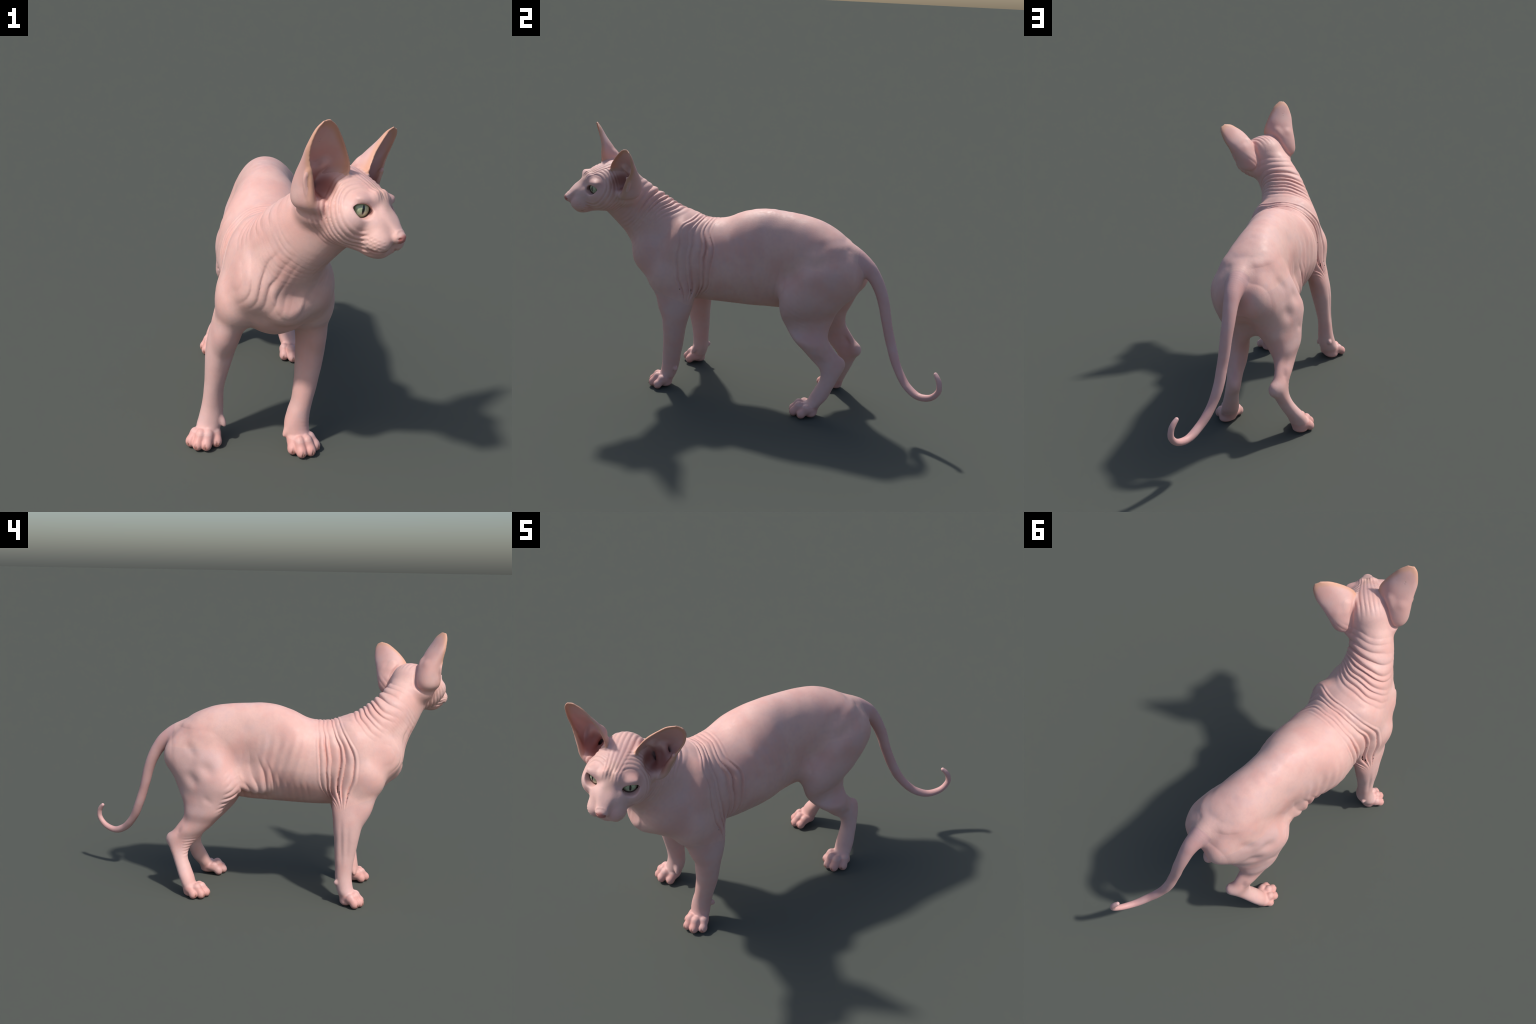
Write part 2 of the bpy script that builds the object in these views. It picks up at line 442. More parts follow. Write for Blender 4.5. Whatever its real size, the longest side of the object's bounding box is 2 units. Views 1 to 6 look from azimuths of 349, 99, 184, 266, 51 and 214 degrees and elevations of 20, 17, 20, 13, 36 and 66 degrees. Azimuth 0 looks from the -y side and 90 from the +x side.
DENTS = [((-.120, .153, .910), .026, .003), ((-.022, -.640, 1.162), .012, .006), ((-.045, -.725, .765), .035, .008), ((-.150, -.660, .640), .035, .006), ((.060, -.660, .650), .030, .005),
         ((-.170, .300, .780), .040, .006), ((-.215, -.470, .590), .022, .006), ((.215, .350, .690), .030, .004),
         ((-.070, .190, .960), .020, .002)]
GROOVES = [((-.135, .395, .745), (-.150, .300, .640), .024, .009), ((-.105, .475, .690), (-.128, .385, .590), .022, .008), ((-.150, .380, .560), (-.160, .300, .500), .014, .005),
           ((.212, .450, .700), (.216, .360, .620), .020, .005), ((-.040, .470, .840), (-.120, .400, .740), .020, .006),
           ((-.100, .478, .375), (-.086, .528, .290), .012, .008), ((.196, .392, .368), (.202, .445, .298), .012, .008),
           ((-.062, .470, .375), (-.050, .520, .300), .011, .006), ((.110, .392, .368), (.118, .445, .298), .011, .006),
           ((-.300, -.345, .520), (-.312, -.360, .160), .008, .004), ((-.310, -.385, .480), (-.316, -.385, .200), .009, .0035),
           ((.140, -.400, .480), (.112, -.430, .200), .009, .003), ((-.240, -.460, .560), (-.262, -.440, .300), .010, .004),
           ((.080, -.500, .560), (.072, -.500, .300), .010, .004), ((-.120, .400, .560), (-.130, .360, .430), .016, .004)]

NECK_CREASES = [.955, .985, 1.006, 1.032, 1.050, 1.080, 1.100, 1.134, 1.168, 1.205, 1.238, 1.290]
NECK_HEIGHTS = [0, .004, .009, .012, .010, .016, .011, .017, .008, .004, .003, 0]
ARM_Z = [.46, .52, .62, .78, .90, .97]
ARM_BACK = [[-.335], [-.315], [-.235], [-.215], [-.222], [-.215]]
ARM_FRONT = [[-.365], [-.380], [-.415], [-.440], [-.395], [-.360]]
ARM_CREASES = [-.10, .0, .10, .27, .38, .58, .68, .87, 1.0, 1.12]
ARM_HEIGHTS = [.3, .5, .8, 1.25, .8, 1.3, .8, 1.2, .7, .3]

def relief(P, d):
    """height of the skin folds above the smooth body, metres"""
    out = np.zeros(len(P))
    w = np.flatnonzero(np.abs(d) < .03)
    if not len(w): return out
    Q = P[w]; x, y, z = Q.T
    q = hl(Q); a, f, u = q.T; aa = np.abs(a)
    n1 = noise(Q, 7.0, 1); n2 = noise(Q, 16.0, 2); n3 = noise(Q, 30.0, 3)
    h = .0022 * n1 * sstep(z, .1, .3) + .0010 * n2 + .0025 * noise(Q, 11.0, 5) * window(y, -.05, .15, .55, .65) * sstep(z, .40, .55)
    sp = np.exp(-((x - (-.035 + .28 * np.maximum(y, 0) - .02)) / .016) ** 2) * window(y, -.22, -.12, .38, .46) * sstep(z, .92, 1.0)
    h += .0006 * sp * np.sin(2 * np.pi * y / .052)                       # knuckles of the spine
    rib = window(y, -.20, -.14, .04, .10) * window(z, .60, .68, .84, .92)
    h += .0016 * rib * np.sin(2 * np.pi * (y + .25 * z) / .050 + 2 * n1)   # ribs
    trunkx = -.025 - .10 * sstep(y, .1, -.5) + .10 * sstep(y, 0, .5)      # where the middle of the body lies
    right = x < trunkx
    # --- rings round the neck; their spacing and height vary
    s = (-.22 + .45 * sstep(y, -.50, -.72)) * (x + .04) - .66 * y + .70 * z
    up = .10 * x + .70 * y + .70 * z
    sj = s + .013 * n1 + .005 * n2 + .004 * np.sin(18 * x)
    ph = np.interp(sj, NECK_CREASES, np.arange(len(NECK_CREASES)))
    tall = np.interp(ph, np.arange(len(NECK_CREASES)), NECK_HEIGHTS)
    body = (f < -.13) & (y > -.95) & (q[:, 2] < .13)
    amp = sstep(up, .19, .38) * (1 - sstep(z, 1.22, 1.28)) * (1 - sstep(aa, .10, .13) * sstep(f, -.26, -.22))
    h += 1.35 * body * amp * tall * (.9 + .4 * n1) * ridge(ph, .62)
    lo = window(up, .02, .12, .28, .38) * window(s, .96, 1.02, 1.16, 1.22) * sstep(x + .3 * (z - .9), -.16, -.08)
    h += body * .0026 * lo * (.6 + 1.4 * n1) * ridge(s / .023 + .7 * n1 + .25 * n2, .8)
    # --- folds behind the shoulders, gathered at the armpits
    yb = pchip(ARM_Z, ARM_BACK, np.clip(z, .46, .97))[:, 0]; yf = pchip(ARM_Z, ARM_FRONT, np.clip(z, .46, .97))[:, 0]
    yy = y + .19 * (x - trunkx) * sstep(z, .82, .95)
    t = (yb - yy) / (yb - yf) + .075 * n1 + .028 * n2
    ph = np.interp(t, ARM_CREASES, np.arange(len(ARM_CREASES)))
    amp = window(t, -.02, .10, .90, 1.04) * sstep(z, .50, .63) * np.where(right, 1.0, .95) * (np.abs(x - trunkx) < .32)
    h += .0142 * amp * np.interp(ph, np.arange(len(ARM_HEIGHTS)), ARM_HEIGHTS) * (1 - .5 * sstep(z, .84, .94)) * (.85 + .7 * n1) * ridge(ph, .62)
    # small pleats over the spine between withers and back
    amp = window(y, -.37, -.345, -.245, -.225) * sstep(z, .90, .95)
    h += .0018 * amp * ridge(yy / .022 + .2 * n1, .8)
    # --- pleats of the flanks in front of the thighs
    fe = np.interp(z, [.42, .50, .56, .62, .72], [.285, .232, .205, .195, .200])
    p = (y - .30 * z + .04 * np.abs(x - trunkx)) / .043 + .6 * n1 + .12 * n2
    k = sstep(-y, -.1, .15)
    fl = window(z, .50, .56, .64 - .10 * k, .82 - .20 * k) * window(y, -.22, .04, .20, .25) * (1 - sstep(y - fe, -.045, -.005))
    h += np.where(right, .0095, .0110 * sstep(y, .02, .10)) * fl * (.55 + 1.0 * n1) * ridge(p, .75)
    # belly edge, spiky hollows low on the ribs
    fl = window(z, .50, .54, .60, .68) * window(y, -.22, -.16, .02, .10)
    h += np.where(right, .0040, .0015) * fl * (.6 + .9 * n1) * ridge((y - .25 * z) / .033 + .4 * n1, 1.)
    # --- front edge of the thighs
    e = window(y - fe, -.030, .0, .03, .075) * window(z, .45, .50, .64, .72)
    h += np.where(right, .0055, .0018) * e * (.7 + n1) * ridge((z + .45 * (y - fe)) / .032 + .6 * n1 + .2 * n2, .8)
    # --- streaks running from the neck over the shoulder points and the chest
    st = window(z, .66, .78, .90, .98) * (1 - sstep(y, -.52, -.45)) * window(x, -.33, -.29, -.12, -.02)
    h += .004 * st + .0046 * st * (.6 + n1) * ridge((x + .35 * (y + .6) - .18 * (z - .8)) / .026 + .7 * n1 + .25 * n2, .75)
    st = window(z, .76, .82, .92, 1.0) * (1 - sstep(y, -.60, -.52)) * window(x, -.02, .02, .12, .18)
    h += .0022 * st * (.5 + n1) * ridge((x - .55 * (z - .8)) / .018 + .5 * n1, .9)
    # --- head: long furrows on the brow, arcs round the eyes and cheeks, dotted whisker pads
    top = sstep(u, .015, .045) * window(f, -.25, -.17, -.005, .038)
    wid = .010 + .05 * sstep(f, .02, -.18) * .35
    h += .0048 * top * (1 - sstep(aa, .030 + .02 * sstep(f, -.05, -.15), .050 + .03 * sstep(f, -.05, -.15))) * (.8 + .5 * n1) * ridge(a / (.0135 + .009 * sstep(f, 0, -.16)) + .25 * n1 + .1 * n2, .8)
    r = np.sqrt(((aa - .078) * 1.0) ** 2 + (f + .005) ** 2 + (u * .92) ** 2)
    low = sstep(-u, .02, .08)
    arc = window(r, .056, .070, .125 + .045 * low, .150 + .055 * low) * sstep(aa, .026, .044) * (1 - sstep(f - .045 * low, -.030, .0)) * (1 - sstep(-u, .135, .165))
    earzone = sstep(u, .04, .10) * sstep(aa, .09, .13)
    h += .0058 * arc * (1 - earzone) * (.8 + .5 * n1) * ridge(r / .0155 + .6 * n1 + .22 * n2, .75)
    pad = window(f, .015, .035, .075, .095) * window(u, -.13, -.12, -.085, -.075) * sstep(aa, .018, .028)
    h += .0011 * pad * np.sin(2 * np.pi * f / .0125) * np.sin(2 * np.pi * (u + .25 * f) / .0125)
    h += .0014 * pad * ridge((u + .2 * f) / .0125, 1.)
    # --- transverse creases over the wrists and toe roots
    for cx, cy in ((-.29, -.385), (.055, -.468)):
        m = window(z, .06, .085, .13, .19) * (np.hypot(x - cx, y - cy) < .09) * (1 - sstep(y - cy, -.01, .03))
        h += .0014 * m * (.8 + n1) * ridge((z + .3 * (y - cy)) / .017 + .7 * n1 + .5 * n2, .8)
    # front of the right hock
    m = window(z, .19, .22, .29, .33) * window(x, -.13, -.12, -.06, -.05) * window(y, .38, .40, .47, .49)
    h += .0030 * m * ridge(z / .017 + .3 * n2, .8)
    for c, sg, dp in DENTS:
        h -= dp * np.exp(-((Q - V(*c)) ** 2).sum(1) / (2 * sg * sg))
    for p0, p1, sg, dp in GROOVES:
        p0, p1 = V(*p0), V(*p1); ax = p1 - p0; tt = np.clip((Q - p0) @ ax / (ax @ ax), 0, 1)
        h -= dp * np.exp(-((Q - p0 - tt[:, None] * ax) ** 2).sum(1) / (2 * sg * sg)) * window(tt, -.01, .45, .55, 1.01)
    out[w] = h
    return out

# ============================================================ POLYGONISER
def chunked(fn, P, n=40000):
    """evaluate fn over many points, in parallel pieces"""
    if not len(P): return np.zeros(0)
    return np.concatenate(list(POOL.map(fn, [P[i:i + n] for i in range(0, len(P), n)])))

def polygonise(h=.0030):
    lo = V(-.46, -1.09, -.02)
    levels = 4; H0 = h * 2 ** levels
    n0 = np.ceil((V(.48, 1.06, 1.50) - lo) / H0).astype(int)
    idx = np.stack(np.meshgrid(*[np.arange(n) for n in n0], indexing="ij"), -1).reshape(-1, 3)
    size = H0
    for lv in range(levels, -1, -1):
        c = lo + (idx + .5) * size
        if lv > 0:
            fine = lv <= 2
            d = chunked(lambda p: field(p, fine), c)
            keep = np.abs(d) < size * .87 * (1.25 if fine else 1.3) + (.0035 if fine else .016)
            idx = idx[keep]
            off = np.stack(np.meshgrid([0, 1], [0, 1], [0, 1], indexing="ij"), -1).reshape(-1, 3)
            idx = (idx[:, None] * 2 + off).reshape(-1, 3)
            size /= 2
    # corners of the finest cells
    off = np.stack(np.meshgrid([0, 1], [0, 1], [0, 1], indexing="ij"), -1).reshape(-1, 3)
    big = V(1, 1, 1).astype(np.int64); N = np.int64(4096)
    key = lambda a: (a[..., 0].astype(np.int64) * N + a[..., 1]) * N + a[..., 2]
    ck = key(idx[:, None] + off)
    uk, inv = np.unique(ck, return_inverse=True); inv = inv.reshape(ck.shape)
    pts = np.stack([uk // (N * N), (uk // N) % N, uk % N], -1)
    Pw = lo + pts * h
    print("corners", len(Pw), round(time.time() - T0, 1))
    val = chunked(field, Pw)
    cv = val[inv]                                               # cell corner values
    mixed = (cv.min(1) < 0) & (cv.max(1) >= 0)
    idx, cv = idx[mixed], cv[mixed]
    # vertex: mean of edge crossings
    E = [(a, b) for a in range(8) for b in range(a + 1, 8) if np.abs(off[a] - off[b]).sum() == 1]
    acc = np.zeros((len(idx), 3)); cnt = np.zeros(len(idx))
    for a, b in E:
        x, y = cv[:, a], cv[:, b]; w = (x < 0) != (y < 0)
        t = x[w] / (x[w] - y[w])
        acc[w] += off[a] + t[:, None] * (off[b] - off[a]); cnt[w] += 1
    vert = lo + (idx + acc / cnt[:, None]) * h
    # quads: one for each grid edge that changes sign
    kk = key(idx); order = np.argsort(kk); ks = kk[order]
    def find(a):
        k = key(a); p = np.clip(np.searchsorted(ks, k), 0, len(ks) - 1)
        return np.where(ks[p] == k, order[p], -1)
    quads = []
    for ax in range(3):
        o1, o2 = [i for i in range(3) if i != ax]
        e = np.zeros(3, int); e[ax] = 1
        b = [i for i in range(8) if (off[i] == e).all()][0]
        x, y = cv[:, 0], cv[:, b]; w = np.flatnonzero((x < 0) != (y < 0))
        i0 = idx[w]; d1 = np.zeros(3, int); d1[o1] = -1; d2 = np.zeros(3, int); d2[o2] = -1
        q = np.stack([w, find(i0 + d1), find(i0 + d1 + d2), find(i0 + d2)], 1)
        flip = (x[w] < 0) == (ax != 1)
        q = np.where(flip[:, None], q, q[:, ::-1])
        quads.append(q[(q >= 0).all(1)])
    quads = np.concatenate(quads)
    return vert, quads

def gradient(P, e=.0012):
    g = np.zeros_like(P)
    f0 = None
    for i in range(3):
        o = np.zeros(3); o[i] = e
        g[:, i] = (field(P + o) - field(P - o)) / (2 * e)
    return g

vert, quads = polygonise()
print("surface", len(vert), len(quads), round(time.time() - T0, 1))

def gather(i, w, n):
    return np.stack([np.bincount(i, w[:, k], n) for k in range(3)], 1)

def relax(v, q, it=2, w=.5):
    """even out the spacing of the vertices (tangential smoothing comes from projection afterwards)"""
    for _ in range(it):
        a = np.concatenate([q.T.ravel(), np.roll(q, 1, 1).T.ravel()]); b = np.concatenate([np.roll(q, 1, 1).T.ravel(), q.T.ravel()])
        s = gather(a, v[b], len(v)); c = np.bincount(a, minlength=len(v))
        v = v * (1 - w) + w * s / np.maximum(c, 1)[:, None]
    return v

vert = relax(vert, quads, 1, .5)

# keep the largest connected piece only
def components(n, q):
    lab = np.arange(n)
    while True:
        m = lab[q].min(1); new = lab.copy()
        for i in range(4): np.minimum.at(new, q[:, i], m)
        new = new[new]
        if (new == lab).all(): return lab
        lab = new
lab = components(len(vert), quads)
ids, cts = np.unique(lab, return_counts=True); main = ids[cts.argmax()]
quads = quads[lab[quads[:, 0]] == main]
used = np.unique(quads); remap = np.full(len(vert), -1); remap[used] = np.arange(len(used))
vert, quads = vert[used], remap[quads]

# vertex normals of the whole skin
def vnormals(v, q):
    n = np.cross(v[q[:, 2]] - v[q[:, 0]], v[q[:, 3]] - v[q[:, 1]])
    N = gather(q.T.ravel(), np.tile(n, (4, 1)), len(v))
    return N / np.maximum(np.linalg.norm(N, axis=1), 1e-12)[:, None]
NRM = vnormals(vert, quads)

# ============================================================== MATERIALS
class Net:
    def __init__(self, name):
        self.m = bpy.data.materials.new(name); self.m.use_nodes = True
        self.t = self.m.node_tree; self.bsdf = self.t.nodes["Principled BSDF"]
        self.co = self.node("ShaderNodeTexCoord").outputs["Object"]
    def node(self, kind, **kw):
        n = self.t.nodes.new(kind)
        for k, v in kw.items(): setattr(n, k, v)
        return n
    def put(self, sock, v):
        if isinstance(v, bpy.types.NodeSocket): self.t.links.new(v, sock)
        else: sock.default_value = v
    def math(self, op, a, b=0.0, c=0.0, clamp=False):
        n = self.node("ShaderNodeMath", operation=op, use_clamp=clamp)
        for i, v in enumerate((a, b, c)): self.put(n.inputs[i], v)
        return n.outputs[0]
    def vec(self, op, a, b=(0, 0, 0), out="Vector"):
        n = self.node("ShaderNodeVectorMath", operation=op)
        self.put(n.inputs[0], a); self.put(n.inputs[1], b)
        return n.outputs[out]
    def ramp(self, v, a, b, lo=0.0, hi=1.0):
        n = self.node("ShaderNodeMapRange", interpolation_type="SMOOTHSTEP")
        for i, x in enumerate((v, a, b, lo, hi)): self.put(n.inputs[i], x)
        return n.outputs[0]
    def mix(self, fac, a, b, mode="MIX"):
        n = self.node("ShaderNodeMix", data_type="RGBA", blend_type=mode)
        self.put(n.inputs["Factor"], fac); self.put(n.inputs["A"], a); self.put(n.inputs["B"], b)
        return n.outputs["Result"]
    def noise(self, scale, detail=3, rough=.55, co=None):
        n = self.node("ShaderNodeTexNoise"); self.put(n.inputs["Vector"], co or self.co)
        self.put(n.inputs["Scale"], scale); self.put(n.inputs["Detail"], detail); self.put(n.inputs["Roughness"], rough)
        return n.outputs[0]
    def ball(self, c, r0, r1):
        """1 within r0 of point c, 0 beyond r1"""
        return self.ramp(self.vec("LENGTH", self.vec("SUBTRACT", self.co, tuple(c)), out="Value"), r0, r1, 1, 0)
    def segment(self, p0, p1):
        """distance to a line segment"""
        p0, p1 = V(*p0), V(*p1); d = p1 - p0
        q = self.vec("SUBTRACT", self.co, tuple(p0))
        t = self.math("DIVIDE", self.vec("DOT_PRODUCT", q, tuple(d), "Value"), float(d @ d), clamp=True)
        n = self.node("ShaderNodeVectorMath", operation="SCALE"); n.inputs[0].default_value = tuple(d); self.put(n.inputs["Scale"], t)
        return self.vec("LENGTH", self.vec("SUBTRACT", q, n.outputs[0]), out="Value")

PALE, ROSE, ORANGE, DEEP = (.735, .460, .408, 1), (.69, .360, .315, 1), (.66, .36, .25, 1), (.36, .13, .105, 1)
def skin(name, base=PALE, flush=ROSE, extra=None, bump=.25):
    n = Net(name)
    big = n.ramp(n.noise(6.5, 4), .40, .64)
    c = n.mix(n.math("MULTIPLY", big, .55), base, flush)
    fine = n.ramp(n.noise(42.0, 4, .65), .40, .70)
    c = n.mix(n.math("MULTIPLY", fine, .26), c, (.60, .37, .36, 1))
    veins = n.ramp(n.noise(11.0, 2), .52, .66)
    c = n.mix(n.math("MULTIPLY", veins, .16), c, (.60, .45, .47, 1))
    # redder, somewhat darker tint mixed into the fold bottoms by pointiness
    g = n.node("ShaderNodeNewGeometry").outputs["Pointiness"]
    c = n.mix(n.ramp(g, .40, .49, .75, 0), c, (.74, .33, .24, 1))
    if extra: c = extra(n, c)
    n.put(n.bsdf.inputs["Base Color"], c)
    n.put(n.bsdf.inputs["Roughness"], n.ramp(n.noise(60.0, 2), .3, .7, .46, .60))
    n.bsdf.inputs["Specular IOR Level"].default_value = .35
    n.bsdf.inputs["Subsurface Weight"].default_value = .14
    n.bsdf.inputs["Subsurface Radius"].default_value = (1.0, .35, .2)
    n.bsdf.inputs["Subsurface Scale"].default_value = .012
    b = n.node("ShaderNodeBump"); b.inputs["Strength"].default_value = bump; b.inputs["Distance"].default_value = .0012
    pores = n.math("ADD", n.noise(230.0, 3), n.math("MULTIPLY", n.noise(75.0, 3), 1.2))
    n.put(b.inputs["Height"], pores); n.put(n.bsdf.inputs["Normal"], b.outputs[0])
    return n.m

def head_extra(n, c):
    for s in (1, -1):
        e = H(*(EYE_C * V(s, 1, 1)))
        c = n.mix(n.math("MULTIPLY", n.ball(e, .040, .062), .55), c, (.66, .36, .33, 1))     # rosy round the eyes
        A = eye_axes(s) @ HR
        rim = n.ball(e, .0385, .0415)
        c = n.mix(n.math("MULTIPLY", rim, .85), c, (.16, .060, .055, 1))                      # dark inner rim of the lids
        c = n.mix(n.math("MULTIPLY", n.ball(H(s * .048, .012, -.012), .004, .014), .7), c, (.20, .07, .06, 1))
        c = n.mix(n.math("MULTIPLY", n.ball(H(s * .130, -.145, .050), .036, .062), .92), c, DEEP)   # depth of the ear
        c = n.mix(n.math("MULTIPLY", n.ball(H(s * .016, .112, -.073), .003, .008), .85), c, (.20, .05, .045, 1))   # nostrils
    d = n.segment(H(0, -.02, .07), H(0, .045, .02))
    c = n.mix(n.math("MULTIPLY", n.ramp(d, .008, .035, 1, 0), .35), c, (.62, .40, .30, 1))
    nose = n.vec("LENGTH", n.vec("SUBTRACT", n.co, tuple(H(0, .113, -.078))), out="Value")
    c = n.mix(n.math("MULTIPLY", n.ramp(nose, .014, .024, 1, 0), .9), c, (.50, .17, .15, 1))
    for s in (1, -1):
        d = n.segment(H(0, .094, -.110), H(s * .045, .066, -.128)); d2 = n.segment(H(s * .045, .066, -.128), H(s * .078, .014, -.122))
        c = n.mix(n.math("MULTIPLY", n.ramp(n.math("MINIMUM", d, d2), .002, .007, 1, 0), .6), c, (.42, .17, .15, 1))
    return c
def ear_extra(n, c):
    for s in (1, -1):
        S = EAR_RIM[s]
        d = None
        for p0, p1 in zip(S[:-1], S[1:]):
            e = n.segment(p0, p1); d = e if d is None else n.math("MINIMUM", d, e)
        c = n.mix(n.math("MULTIPLY", n.ramp(d, .005, .026, 1, 0), .95), c, ORANGE)
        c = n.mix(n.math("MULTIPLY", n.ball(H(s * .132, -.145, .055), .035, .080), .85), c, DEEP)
        c = n.mix(n.math("MULTIPLY", n.ball(H(s * .075, -.110, .105), .015, .05), .5), c, ORANGE)
    return c
def paw_extra(n, c):
    for tip, fw, r in CLAWS:
        c = n.mix(n.math("MULTIPLY", n.ball(tip + fw * r * .9 + V(0, 0, -.004), .004, .013), .75), c, (.42, .15, .12, 1))
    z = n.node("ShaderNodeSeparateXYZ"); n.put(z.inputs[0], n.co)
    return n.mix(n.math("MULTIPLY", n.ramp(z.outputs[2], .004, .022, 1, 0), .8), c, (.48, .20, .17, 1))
EAR_RIM = {}
for s in (1, -1):
    S = ear_surface(s, 27, 12); EAR_RIM[s] = [S[i, 0] for i in (8, 14, 19, 23)] + [S[26, 6]] + [S[i, -1] for i in (23, 19, 14, 6)]
SKIN = skin("pink_skin")
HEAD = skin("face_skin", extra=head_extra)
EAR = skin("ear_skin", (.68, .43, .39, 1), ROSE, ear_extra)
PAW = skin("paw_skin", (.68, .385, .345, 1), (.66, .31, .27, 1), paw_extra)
TAILM = skin("tail_skin", (.67, .40, .38, 1), (.63, .33, .31, 1))
LEG = skin("leg_skin", (.69, .44, .405, 1), ROSE)

def iris_material(c, s):
    n = Net("green_eye"); fwd = (eye_axes(s) @ HR)
    x, y, z = fwd
    q = n.vec("SUBTRACT", n.co, tuple(c))
    qx = n.vec("DOT_PRODUCT", q, tuple(x), "Value"); qy = n.vec("DOT_PRODUCT", q, tuple(y), "Value"); qz = n.vec("DOT_PRODUCT", q, tuple(z), "Value")
    qx = n.math("SUBTRACT", qx, LOOK * s)
    rad = n.math("SQRT", n.math("ADD", n.math("POWER", qx, 2.0), n.math("POWER", qz, 2.0)))
    streak = n.noise(90.0, 4)
    c1 = n.mix(n.ramp(streak, .35, .65), (.33, .41, .24, 1), (.52, .58, .38, 1))
    c1 = n.mix(n.ramp(rad, .016, .026), c1, (.29, .38, .21, 1))
    c1 = n.mix(n.ramp(rad, .0255, .0295), c1, (.05, .045, .03, 1))
    pup = n.math("SQRT", n.math("ADD", n.math("POWER", n.math("DIVIDE", qx, .0048), 2.0), n.math("POWER", n.math("DIVIDE", qz, .0165), 2.0)))
    c1 = n.mix(n.ramp(pup, .82, 1.08, 1, 0), c1, (.008, .010, .012, 1))
    n.put(n.bsdf.inputs["Base Color"], c1)
    n.bsdf.inputs["Roughness"].default_value = .22; n.bsdf.inputs["Coat Weight"].default_value = .6; n.bsdf.inputs["Coat Roughness"].default_value = .06
    return n.m
LOOK = -.002
def plain(name, col, rough):
    n = Net(name); c = n.mix(n.ramp(n.noise(120.0, 3), .3, .7), col, tuple(v * .75 for v in col[:3]) + (1,))
    n.put(n.bsdf.inputs["Base Color"], c); n.bsdf.inputs["Roughness"].default_value = rough
    return n.m
CLAW = plain("claw_horn", (.42, .24, .19, 1), .4)

# ================================================================= PARTS
root = bpy.data.objects.new("hairless_cat", None); bpy.context.collection.objects.link(root)
root["label"] = "standing hairless pink cat with wrinkled skin and large ears"
root["category"] = "hairless cat"

# each face of the skin goes to the part whose own shape it lies closest to
cen = vert[quads].mean(1)
SHAPES = [("torso", slices_fn(1, TRUNK)[0], None), ("neck", sweep_fn(NECK)[0], None)]
def part_of(C):
    x, y, z = C.T; q = hl(C)
    lab = np.zeros(len(C), int)                                   # 0 torso
    along = .28 * x - .65 * y + .70 * z
    lab[(along > 1.015) & (.10 * x + .70 * y + .70 * z > -.2) & (y < -.42) & (z > .80)] = 1   # neck
    lab[(q[:, 1] > -.215 + .45 * np.maximum(-q[:, 2] - .02, 0)) & (q[:, 2] > -.19) & (along > 1.12)] = 2   # head
    for s, k in ((1, 3), (-1, 4)):                                # ears
        w = np.flatnonzero(((lab == 2) | (lab == 1)) & (q[:, 0] * s > .045) & (q[:, 1] < -.07))
        e = chunked(EAR_FN[s], C[w]); w = w[(e < .0035) & (q[w, 2] > -.03) & (q[w, 0] * s > .05)]
        lab[w] = k
    fl = np.array([z < np.interp(y, [-.60, -.50, -.40, -.33], [.60, .57, .54, .50])]).ravel() & (y < -.28)
    lab[fl & (x < -.16)] = 5; lab[fl & (x > .012)] = 6            # forelimbs
    fl = (y > .10) & (y < .60) & (z < .80)
    mid = .045 + .1 * (y - .3)
    rh = chunked(lambda p: slices_fn(2, [(q[0], q[1], q[2], q[3], q[3], q[4], q[4]) for q in RIGHT_HIND], 2.1, [q[5] if len(q) > 5 else 0 for q in RIGHT_HIND])[0](p), C)
    lh = chunked(lambda p: slices_fn(2, [(q[0], q[1], q[2], q[3], q[3], q[4], q[4]) for q in LEFT_HIND], 2.1, [q[5] if len(q) > 5 else 0 for q in LEFT_HIND])[0](p), C)
    tr = chunked(SHAPES[0][1], C)
    lab[fl & (x < mid) & ((rh < tr - .004) | (z < .45))] = 7
    lab[fl & (x >= mid) & ((lh < tr - .004) | (z < .45))] = 8
    ta = chunked(TAIL_FN, C)
    lab[(y > .53) & (ta < .012) & (z > .2)] = 9
    low = z < .062
    for k, m in ((10, (y < 0) & (x < -.13)), (11, (y < 0) & (x > -.13)), (12, (y > 0) & (x < .03)), (13, (y > 0) & (x > .03))):
        lab[low & m & (y < .60)] = k
    return lab
reg = part_of(cen)
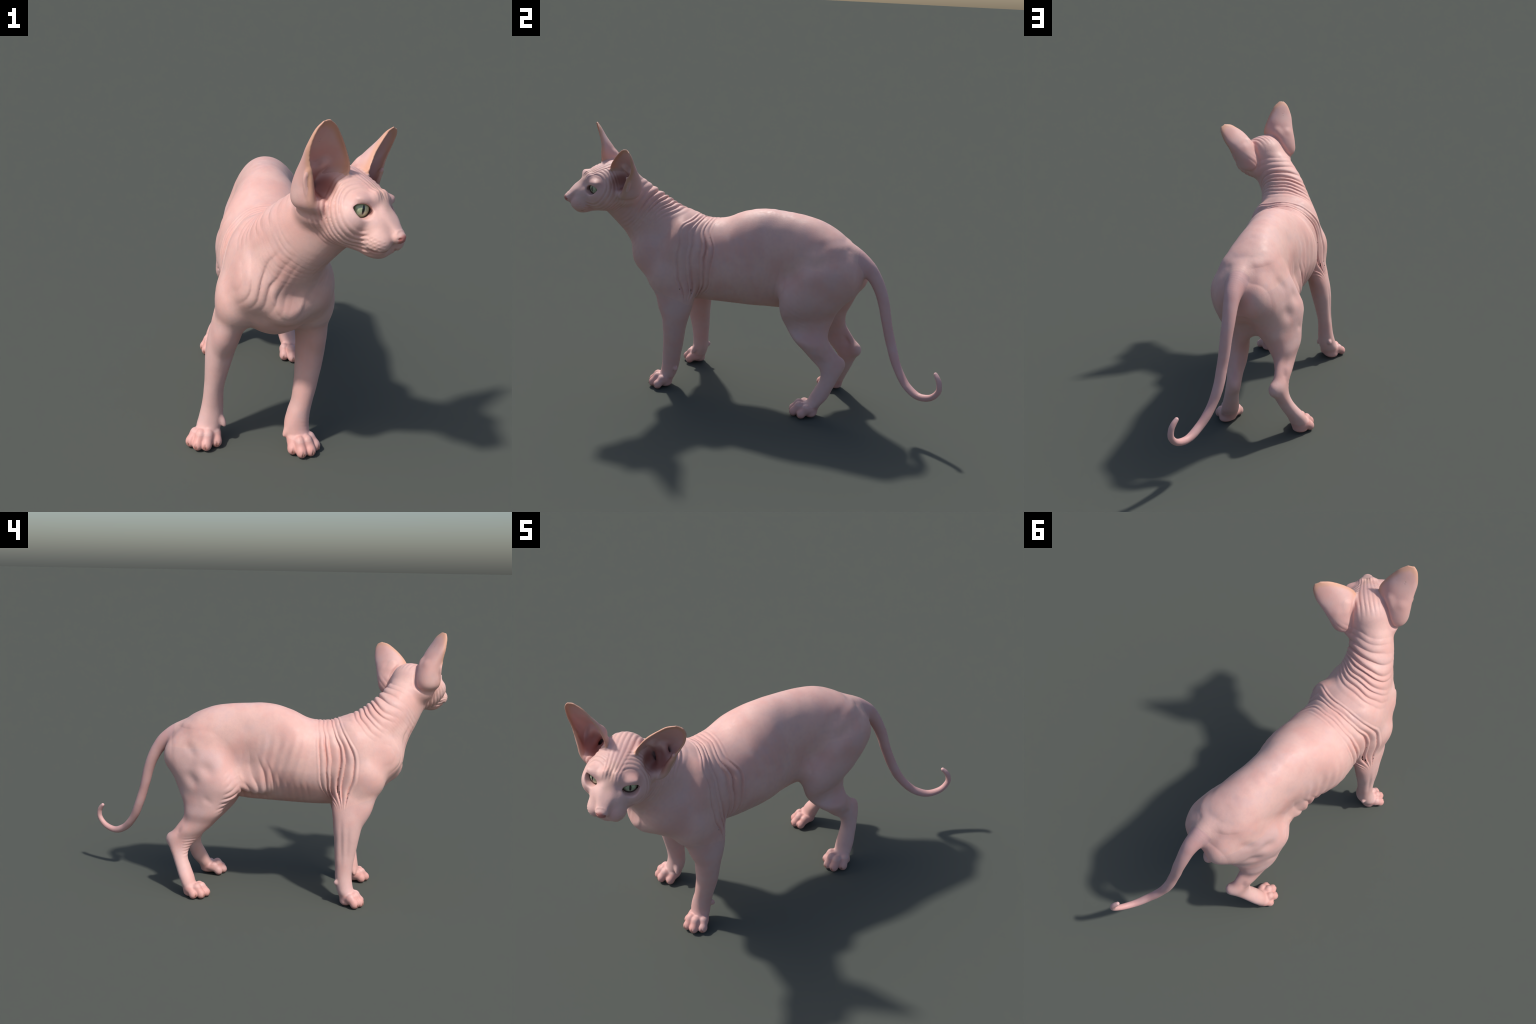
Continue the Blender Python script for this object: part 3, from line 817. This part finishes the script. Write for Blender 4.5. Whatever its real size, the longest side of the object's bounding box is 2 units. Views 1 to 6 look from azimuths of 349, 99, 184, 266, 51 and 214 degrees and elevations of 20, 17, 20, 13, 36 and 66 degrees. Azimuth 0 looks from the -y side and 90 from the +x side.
# tidy ragged borders: majority vote of the neighbours
for _ in range(6):
    K = 14; cnt = np.bincount((quads * K + reg[:, None]).ravel(), minlength=len(vert) * K).reshape(-1, K)
    reg = cnt[quads].sum(1).argmax(1)
PARTLIST = [("torso", SKIN, None), ("neck", SKIN, None), ("head", HEAD, None), ("ear", EAR, "head"), ("ear", EAR, "head"),
            ("forelimb", LEG, None), ("forelimb", LEG, None), ("hindlimb", LEG, None), ("hindlimb", LEG, None), ("tail", TAILM, None),
            ("paw", PAW, 5), ("paw", PAW, 6), ("paw", PAW, 7), ("paw", PAW, 8)]
def make(name, sel, mat, parent):
    f = quads[sel]; u = np.unique(f); r = np.full(len(vert), -1); r[u] = np.arange(len(u))
    me = bpy.data.meshes.new(name)
    me.vertices.add(len(u)); me.vertices.foreach_set("co", vert[u].ravel())
    me.loops.add(len(f) * 4); me.loops.foreach_set("vertex_index", r[f].ravel())
    me.polygons.add(len(f)); me.polygons.foreach_set("loop_start", np.arange(len(f)) * 4)
    me.update(calc_edges=True)
    me.polygons.foreach_set("use_smooth", np.ones(len(f), bool))
    me.materials.append(mat)
    me.normals_split_custom_set_from_vertices(NRM[u].tolist())
    o = bpy.data.objects.new(name, me); bpy.context.collection.objects.link(o); o.parent = parent
    return o
made = []
for i, (n, mat, par) in enumerate(PARTLIST):
    made.append(make(n, reg == i, mat, root if par is None else made[2] if par == "head" else made[par]))
headobj = made[2]

# eyes
for s in (1, -1):
    c = H(*(EYE_C * V(s, 1, 1)))
    me = bpy.data.meshes.new("eye"); o = bpy.data.objects.new("eye", me); bpy.context.collection.objects.link(o); o.parent = headobj
    import bmesh
    bm = bmesh.new(); bmesh.ops.create_uvsphere(bm, u_segments=64, v_segments=48, radius=EYE_R)
    for v in bm.verts: v.co += Vector(c)
    for p in bm.faces: p.smooth = True
    bm.to_mesh(me); bm.free()
    me.materials.append(iris_material(c, s))

# claws: small hooked cones in the toe tips
claw_paws = [made[10]] * 4 + [made[11]] * 4 + [made[12]] * 4 + [made[13]] * 4
for (tip, fw, r), par in zip(CLAWS, claw_paws):
    me = bpy.data.meshes.new("claw"); bm = bmesh.new(); rings = []
    side = np.cross(fw, V(0, 0, 1))
    for i in range(6):
        t = i / 5; ang = -.3 + 1.25 * t
        p = tip + fw * (r * .62 + .010 * math.sin(ang + .3)) + V(0, 0, .004 - .012 * t * t - .002 * t)
        w = .0034 * (1 - t) ** .7 + .0003
        rings.append([bm.verts.new(p + side * w * .8 * math.cos(k * math.pi / 4) + (V(0, 0, 1) * .8 + fw * .5) * w * math.sin(k * math.pi / 4)) for k in range(8)])
    for a, b in zip(rings[:-1], rings[1:]):
        for k in range(8): bm.faces.new((a[k], a[(k + 1) % 8], b[(k + 1) % 8], b[k])).smooth = True
    bm.faces.new(rings[-1]); bm.faces.new(rings[0][::-1])
    bmesh.ops.recalc_face_normals(bm, faces=bm.faces); bm.to_mesh(me); bm.free()
    me.materials.append(CLAW)
    o = bpy.data.objects.new("claw", me); bpy.context.collection.objects.link(o); o.parent = par
print("done", round(time.time() - T0, 1))
